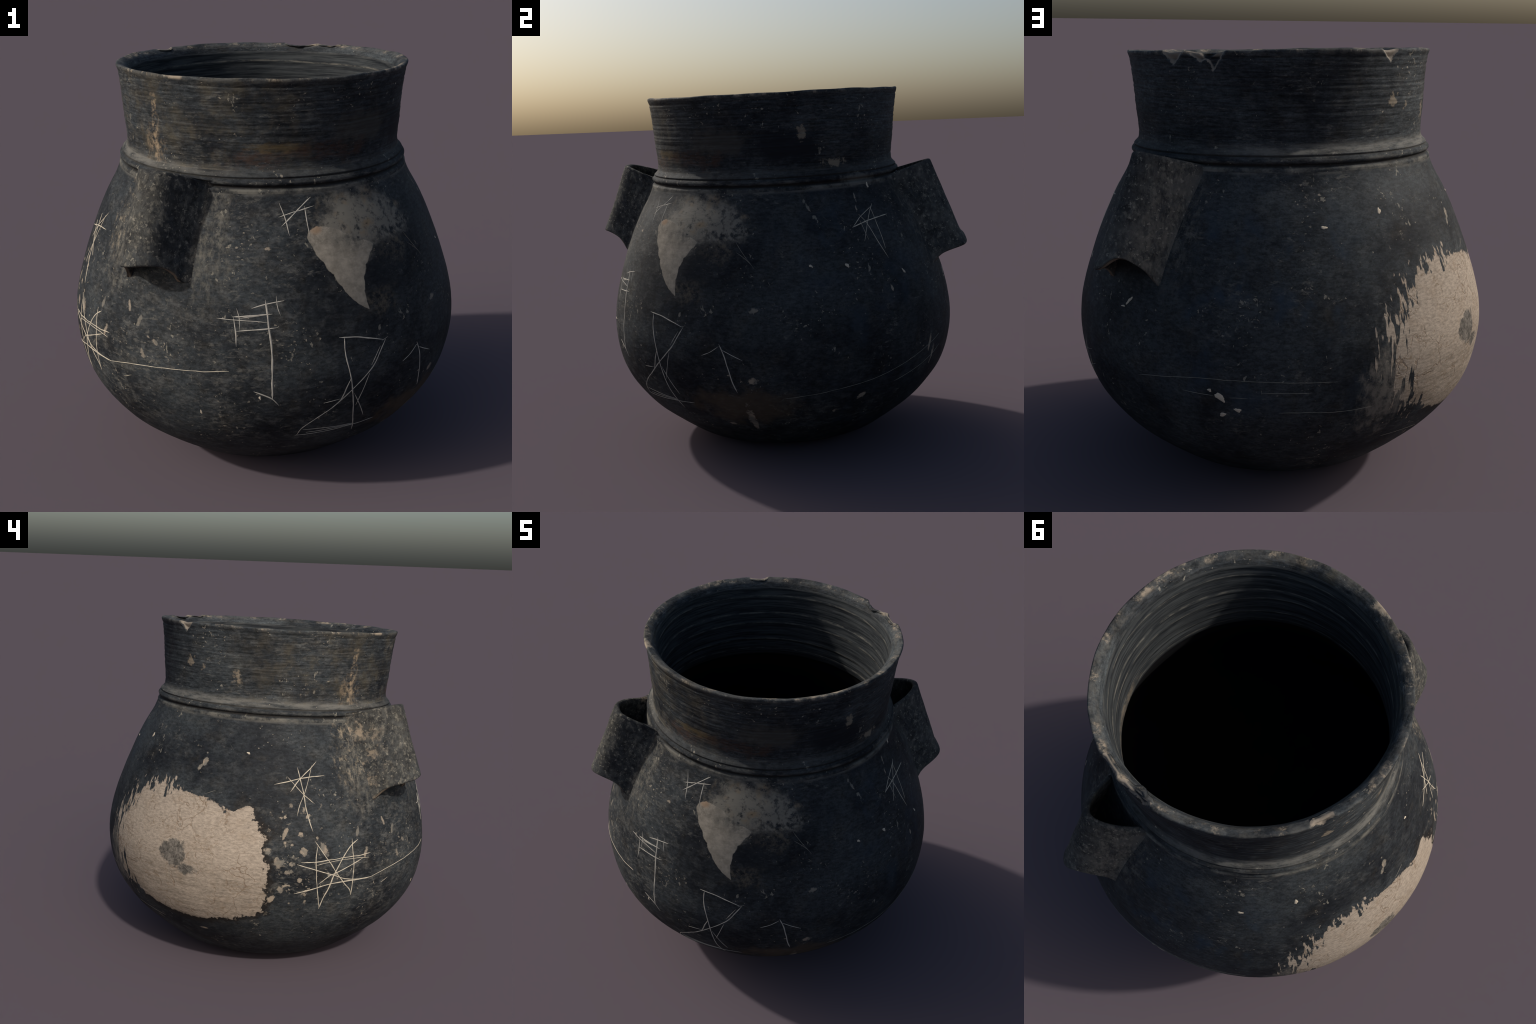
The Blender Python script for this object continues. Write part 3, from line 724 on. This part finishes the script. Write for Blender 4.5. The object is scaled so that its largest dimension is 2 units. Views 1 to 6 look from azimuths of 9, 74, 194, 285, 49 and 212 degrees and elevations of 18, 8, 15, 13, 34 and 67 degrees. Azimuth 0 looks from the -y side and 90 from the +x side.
# ---- tube lugs
def build_lug(azimuth, feet, apex, rise, half, power, flare, skew, kink, notch):
    """A tapering sleeve standing on the shoulder, open above and below.  Every argument gives
    (top, bottom): azimuth of the crest, height of the feet, crest radius, how much higher than
    the feet the cut edge is at the crest; half-width and roundness for the (right, left) flank."""
    nw, nt = 81, 70
    wall = 0.031
    ts = np.concatenate([[0.0, 0.006, 0.013], np.linspace(0.025, 0.975, nt), [0.987, 0.994, 1.0]])
    bevels = {0: 0.010, 1: 0.0045, 2: 0.0015}
    x = np.linspace(-1, 1, nw)
    rough = Waves(int(abs(azimuth[0])), 26.0)
    rows = []
    for k, t in enumerate(ts):
        mixed = lambda pair: pair[0] + (pair[1] - pair[0]) * t
        s_foot, top = mixed(feet), mixed(apex) + kink * max(0.0, (t - 0.82) / 0.18) ** 1.4
        R = float(np.interp(s_foot, _s[_keep], _r[_keep]))
        H, lift = top - R, mixed(rise)
        bevel = bevels.get(min(k, len(ts) - 1 - k), 0.0)
        section = []
        for side in ("out", "in"):
            shrink = bevel if side == "out" else wall - bevel
            u = x if side == "out" else x[::-1]
            left = u < 0
            a = np.where(left, mixed((half[0][1], half[1][1])), mixed((half[0][0], half[1][0])))
            p = np.where(left, mixed((power[0][1], power[1][1])), mixed((power[0][0], power[1][0])))
            hh, aa = H - shrink, a - shrink * 0.8
            reach = aa + (mixed(flare) if side == "out" else 0.004)
            w = u * reach
            h = hh * (1 - (np.abs(w) / aa) ** p)
            soft = 0.018 if side == "out" else 0.004
            h = (h + np.sqrt(h**2 + soft**2)) / 2 * hh / ((hh + math.sqrt(hh**2 + soft**2)) / 2)
            h = h - (0.010 if side == "out" else 0.014) * np.clip((np.abs(u) - 0.70) / 0.30, 0, 1) ** 1.5
            hp = np.maximum(h, 0)
            f = hp / max(H, 1e-6)
            s = s_foot + lift * ((1 - t) * f + t * (0.45 * f + 0.55 * (1 - np.exp(-hp / 0.025))))
            s = s + t * t * skew * w + notch * max(0.0, (t - 0.6) / 0.4) ** 2 * np.exp(-(((w - 0.085) / 0.060) ** 2))
            az = math.radians(mixed(azimuth)) + w / (R + hp)
            rho = skin(az, np.full_like(az, s_foot)) + h
            if side == "out":
                q = np.stack([np.cos(az), np.sin(az), s], -1)
                rho = rho + (0.0018 * rough(q) + 0.0008 * fine(q)) * np.clip(h / 0.05, 0, 1)
            section.append(to_world(az, s, rho))
        rows.append(np.vstack(section))
    V = np.array(rows)
    n = 2 * nw
    faces = [grid_faces(len(ts), n, True)[:, ::-1]]
    for row, order in ((0, (0, 1, 2, 3)), (len(ts) - 1, (3, 2, 1, 0))):
        i = np.arange(nw - 1)
        cap = np.stack([i, i + 1, n - 2 - i, n - 1 - i], -1) + row * n
        faces.append(cap[:, order])
    lug = mesh_object("handle", V.reshape(-1, 3), np.vstack(faces), clay_lug, jar)
    lug.data.materials.append(clay_broken)             # the lower edge is broken, bare clay shows
    index = np.zeros(len(lug.data.polygons), np.int32)
    index[-(nw - 1):] = 1
    last = (len(ts) - 2) * n
    index[last + nw - 1:last + n] = 1
    lug.data.polygons.foreach_set("material_index", index)
    return lug


build_lug((-115.0, -115.0), (1.525, 1.082), (0.896, 1.058), (0.073, 0.118),
          ((0.152, 0.190), (0.148, 0.172)), ((3.0, 2.4), (2.6, 2.5)), (0.082, 0.040), 0.14, 0.0, 0.010)
build_lug((62.6, 60.8), (1.500, 1.000), (0.896, 1.082), (0.066, 0.084),
          ((0.184, 0.173), (0.158, 0.167)), ((1.70, 1.80), (2.0, 2.0)), (0.045, 0.032), 0.0, 0.014, 0.070)


# ---- incised marks: shallow burrs of pale clay following the wall
def stroke(points, half, seed):
    r = np.random.default_rng(seed)
    p = np.array(points, float)
    q = np.stack([np.radians(p[:, 0]) * 0.93, p[:, 1]], -1)
    q = catmull(q, 0.005) if len(q) > 2 else np.linspace(q[0], q[1], max(3, int(np.linalg.norm(q[1] - q[0]) / 0.005)))
    tang = np.gradient(q, axis=0)
    tang /= np.maximum(np.linalg.norm(tang, axis=1, keepdims=True), 1e-9)
    side = np.stack([-tang[:, 1], tang[:, 0]], -1)
    n = len(q)
    run = np.linspace(0, 1, n)
    drift = np.interp(run, np.linspace(0, 1, max(3, n // 7)), r.normal(0, 0.0006, max(3, n // 7)))
    q = q + side * drift[:, None]
    taper = np.clip(np.minimum(run, 1 - run) * n / 5, 0.25, 1)
    w = half * taper * np.interp(run, np.linspace(0, 1, max(3, n // 4)), r.uniform(0.65, 1.25, max(3, n // 4)))
    rows = []
    for k, lift in ((-1.0, -0.0008), (-0.45, 0.0011), (0.45, 0.0011), (1.0, -0.0008)):
        e = q + side * (w * k)[:, None]
        az, s = e[:, 0] / 0.93, e[:, 1]
        rows.append(to_world(az, s, skin(az, s) + lift))
    V = np.stack(rows, 1)
    return V.reshape(-1, 3), grid_faces(n, 4, False)


def build_mark(name, strokes, material):
    verts, faces, base = [], [], 0
    if material is scratch_mat:                        # cut with a finer point
        strokes = [(pts, half * 0.84) for pts, half in strokes]
    for i, (pts, half) in enumerate(strokes):
        v, f = stroke(pts, half, 100 + 13 * i + len(pts))
        verts.append(v)
        faces.append(f + base)
        base += len(v)
    return mesh_object(name, np.vstack(verts), np.vstack(faces)[:, ::-1], material, jar)


T, M, F = 0.0022, 0.0034, 0.0046          # thin, medium, firm half-widths
MARKS = {
    "crossed_gate": [([(-76.4, 1.439), (-74.9, 1.390), (-73.7, 1.312)], M), ([(-76.8, 1.384), (-70.9, 1.403), (-64.6, 1.419)], T + 0.0005),
                     ([(-76.0, 1.349), (-71.0, 1.401), (-65.3, 1.456)], M), ([(-67.7, 1.421), (-67.6, 1.375), (-67.4, 1.305)], M)],
    "banner": [([(-90.0, 0.985), (-89.3, 0.926), (-89.0, 0.858)], M), ([(-89.2, 1.021), (-88.4, 0.980), (-88.2, 0.924)], T),
               ([(-90.4, 0.983), (-84.6, 0.992), (-79.6, 0.998)], M), ([(-88.3, 0.979), (-83.0, 0.990)], T), ([(-94.5, 0.974), (-88.0, 0.970), (-81.1, 0.965)], T),
               ([(-89.2, 0.924), (-84.9, 0.931), (-78.2, 0.941)], M), ([(-85.1, 1.022), (-81.7, 1.038), (-76.3, 1.054)], M),
               ([(-81.4, 1.058), (-80.9, 0.996), (-80.4, 0.922), (-79.8, 0.841), (-79.8, 0.755), (-79.8, 0.612)], F),
               ([(-84.6, 0.653), (-81.7, 0.633), (-79.8, 0.615), (-78.1, 0.579)], M), ([(-78.4, 1.074), (-78.1, 1.027), (-77.4, 0.990)], T)],
    "triangle_star": [([(-62.0, 0.876), (-57.3, 0.866), (-48.4, 0.824)], M), ([(-49.2, 0.822), (-47.2, 0.832)], T),
                      ([(-60.4, 0.876), (-60.5, 0.822), (-59.7, 0.741), (-58.5, 0.650), (-57.6, 0.550), (-56.6, 0.463), (-54.6, 0.350)], M),
                      ([(-48.0, 0.824), (-49.8, 0.776), (-52.5, 0.710), (-53.8, 0.688), (-58.2, 0.621), (-61.4, 0.572), (-64.0, 0.534), (-68.5, 0.478), (-71.5, 0.43), (-72.6, 0.385)], M),
                      ([(-53.4, 0.686), (-54.8, 0.614), (-56.7, 0.528)], T), ([(-58.8, 0.683), (-60.0, 0.635), (-61.2, 0.583), (-62.2, 0.557)], M),
                      ([(-49.8, 0.800), (-52.8, 0.722)], T), ([(-57.6, 0.597), (-53.0, 0.447)], T), ([(-66.2, 0.572), (-61.6, 0.580)], T),
                      ([(-73.1, 0.382), (-64.3, 0.386), (-55.7, 0.395), (-48.2, 0.401)], T), ([(-71.1, 0.420), (-62.5, 0.411), (-55.2, 0.404)], T),
                      ([(-70.0, 0.398), (-60.0, 0.400), (-55.0, 0.398)], T)],
    "arrow": [([(-41.8, 0.687), (-39.1, 0.707), (-36.0, 0.740)], T), ([(-35.9, 0.752), (-34.5, 0.691), (-33.5, 0.618), (-32.8, 0.555), (-31.7, 0.493)], M),
              ([(-35.2, 0.724), (-32.3, 0.699), (-29.0, 0.671)], T)],
    "slim_star": [([(23.6, 1.375), (20.7, 1.338), (17.1, 1.273), (14.0, 1.203)], T), ([(22.2, 1.361), (16.2, 1.326), (10.6, 1.274)], T),
                  ([(10.6, 1.274), (16.4, 1.293), (22.5, 1.304), (29.3, 1.313)], M), ([(15.0, 1.335), (17.4, 1.286), (19.6, 1.199), (22.2, 1.104)], T + 0.0005),
                  ([(21.9, 1.355), (22.0, 1.291), (22.3, 1.226), (22.2, 1.150)], T), ([(14.7, 1.303), (15.3, 1.251), (16.0, 1.205)], 0.0013)],
    "six_point_star": [([(-164.3, 1.160), (-159.4, 1.178), (-154.8, 1.195), (-145.7, 1.211)], M), ([(-148.5, 1.281), (-151.8, 1.236), (-155.3, 1.190), (-158.5, 1.126)], M),
                       ([(-156.0, 1.250), (-154.8, 1.184), (-153.7, 1.110), (-153.1, 1.048), (-152.1, 0.990), (-150.8, 0.926)], M),
                       ([(-150.4, 1.262), (-151.9, 1.191), (-153.7, 1.114), (-155.1, 1.067), (-156.2, 1.005)], T + 0.0004),
                       ([(-159.7, 1.202), (-157.1, 1.164), (-153.7, 1.114), (-150.0, 1.068)], T + 0.0004)],
    "great_star": [([(-149.2, 0.858), (-149.7, 0.792), (-149.4, 0.716), (-148.7, 0.629), (-148.0, 0.575), (-146.8, 0.499)], M),
                   ([(-150.2, 0.881), (-148.1, 0.832), (-144.9, 0.762), (-142.1, 0.696), (-139.4, 0.640), (-136.8, 0.595), (-136.0, 0.563)], M),
                   ([(-134.6, 0.876), (-137.6, 0.843), (-140.1, 0.792), (-142.2, 0.731), (-143.4, 0.690), (-144.5, 0.625), (-145.9, 0.565), (-146.9, 0.491)], F),
                   ([(-136.8, 0.882), (-136.8, 0.842), (-136.3, 0.758), (-136.3, 0.672), (-136.1, 0.597), (-136.0, 0.563)], M),
                   ([(-154.6, 0.765), (-149.7, 0.768), (-144.1, 0.779), (-137.2, 0.788), (-133.8, 0.789), (-129.6, 0.797)], M),
                   ([(-149.6, 0.749), (-144.1, 0.767), (-138.2, 0.775), (-133.7, 0.775), (-130.3, 0.770)], T),
                   ([(-155.8, 0.755), (-151.2, 0.732), (-147.0, 0.711), (-143.9, 0.694), (-138.6, 0.664), (-135.2, 0.657), (-129.1, 0.656)], M),
                   ([(-129.1, 0.656), (-125.0, 0.674), (-121.9, 0.686), (-115.9, 0.703), (-108.7, 0.718), (-103.1, 0.726), (-97.1, 0.734), (-90.9, 0.746)], T + 0.0003),
                   ([(-132.7, 0.773), (-137.1, 0.742), (-142.2, 0.707), (-145.1, 0.685), (-148.3, 0.643)], M),
                   ([(-156.0, 0.589), (-150.2, 0.615), (-144.8, 0.640), (-139.0, 0.651), (-134.2, 0.653), (-128.6, 0.657)], F), ([(-120.6, 0.631), (-123.6, 0.609)], T)],
}
for mark, strokes in MARKS.items():
    build_mark("incised_mark", strokes, scratch_mat if mark in ("great_star", "six_point_star", "slim_star") else scratch_darkened)

SCRATCHES = [[(66.6, 0.627), (73.8, 0.644), (84.0, 0.662), (97.9, 0.663), (118.1, 0.652)], [(104.0, 0.520), (109.2, 0.519), (118.9, 0.510), (127.9, 0.514)],
             [(80.0, 0.598), (88.0, 0.590)], [(92.0, 0.586), (96.5, 0.585)], [(100.0, 0.612), (112.0, 0.610)], [(135.2, 0.311), (142.5, 0.306), (152.7, 0.287)],
             [(-18.0, 0.451), (-2.2, 0.479), (15.1, 0.521), (31.7, 0.591), (42.9, 0.635)], [(-31.6, 1.240), (-29.6, 1.198), (-25.6, 1.122)], [(-31.2, 1.192), (-28.6, 1.167), (-26.4, 1.137)],
             [(20.0, 0.46), (35.0, 0.52), (44.0, 0.57)], [(175.5, 1.105), (171.5, 1.075)]]
build_mark("hairline_scratch", [(p, 0.0012) for p in SCRATCHES], scratch_dim)["kind"] = "stuff"

# ---- pale flecks where slip has spalled off: (azimuth, height, half-length, half-width, tilt in degrees)
FLECKS = [(135.8, 1.308, 0.016, 0.009, 60), (117.3, 1.261, 0.018, 0.007, 5), (-174.8, 1.308, 0.01, 0.006, 0), (89.6, 0.584, 0.03, 0.013, -35), (87.1, 0.613, 0.01, 0.007, 0),
          (93.8, 0.528, 0.018, 0.008, -20), (90, 0.503, 0.017, 0.008, 15), (61.5, 0.929, 0.026, 0.007, 50), (59.4, 0.901, 0.013, 0.004, 0), (-6.9, 1.113, 0.01, 0.006, -40),
          (5.4, 1.098, 0.014, 0.008, -60), (27.6, 1.024, 0.014, 0.007, -60), (25.2, 1.468, 0.014, 0.01, 90), (-83, 0.62, 0.012, 0.004, -70), (-99, 0.52, 0.012, 0.005, -75)]


def build_flecks(name, rows, material, seed):
    r = np.random.default_rng(seed)
    verts, faces, base, n = [], [], 0, 18
    for az0, s0, a, b, tilt in rows:
        t = np.linspace(0, 2 * np.pi, n, endpoint=False)
        rag = 1 + 0.20 * np.sin(2 * t + r.uniform(0, 6)) + 0.16 * np.sin(3 * t + r.uniform(0, 6)) + 0.12 * r.normal(size=n)
        c, q = math.cos(math.radians(tilt)), math.sin(math.radians(tilt))
        ring = []
        for f, lift in ((1.0, -0.0012), (0.86, 0.0009), (0.45, 0.0016), (0.02, 0.0017)):
            u, v = a * f * rag * np.cos(t), b * f * rag * np.sin(t)
            az = math.radians(az0) + (u * c - v * q) / 0.92
            s = s0 + u * q + v * c
            ring.append(to_world(az, s, skin(az, s) + lift))
        verts.append(np.vstack(ring))
        faces.append(grid_faces(4, n, True) + base)
        base += 4 * n
    return mesh_object(name, np.vstack(verts), np.vstack(faces), material, jar)


build_flecks("spalled_fleck", FLECKS, fleck_mat, 5)["kind"] = "stuff"
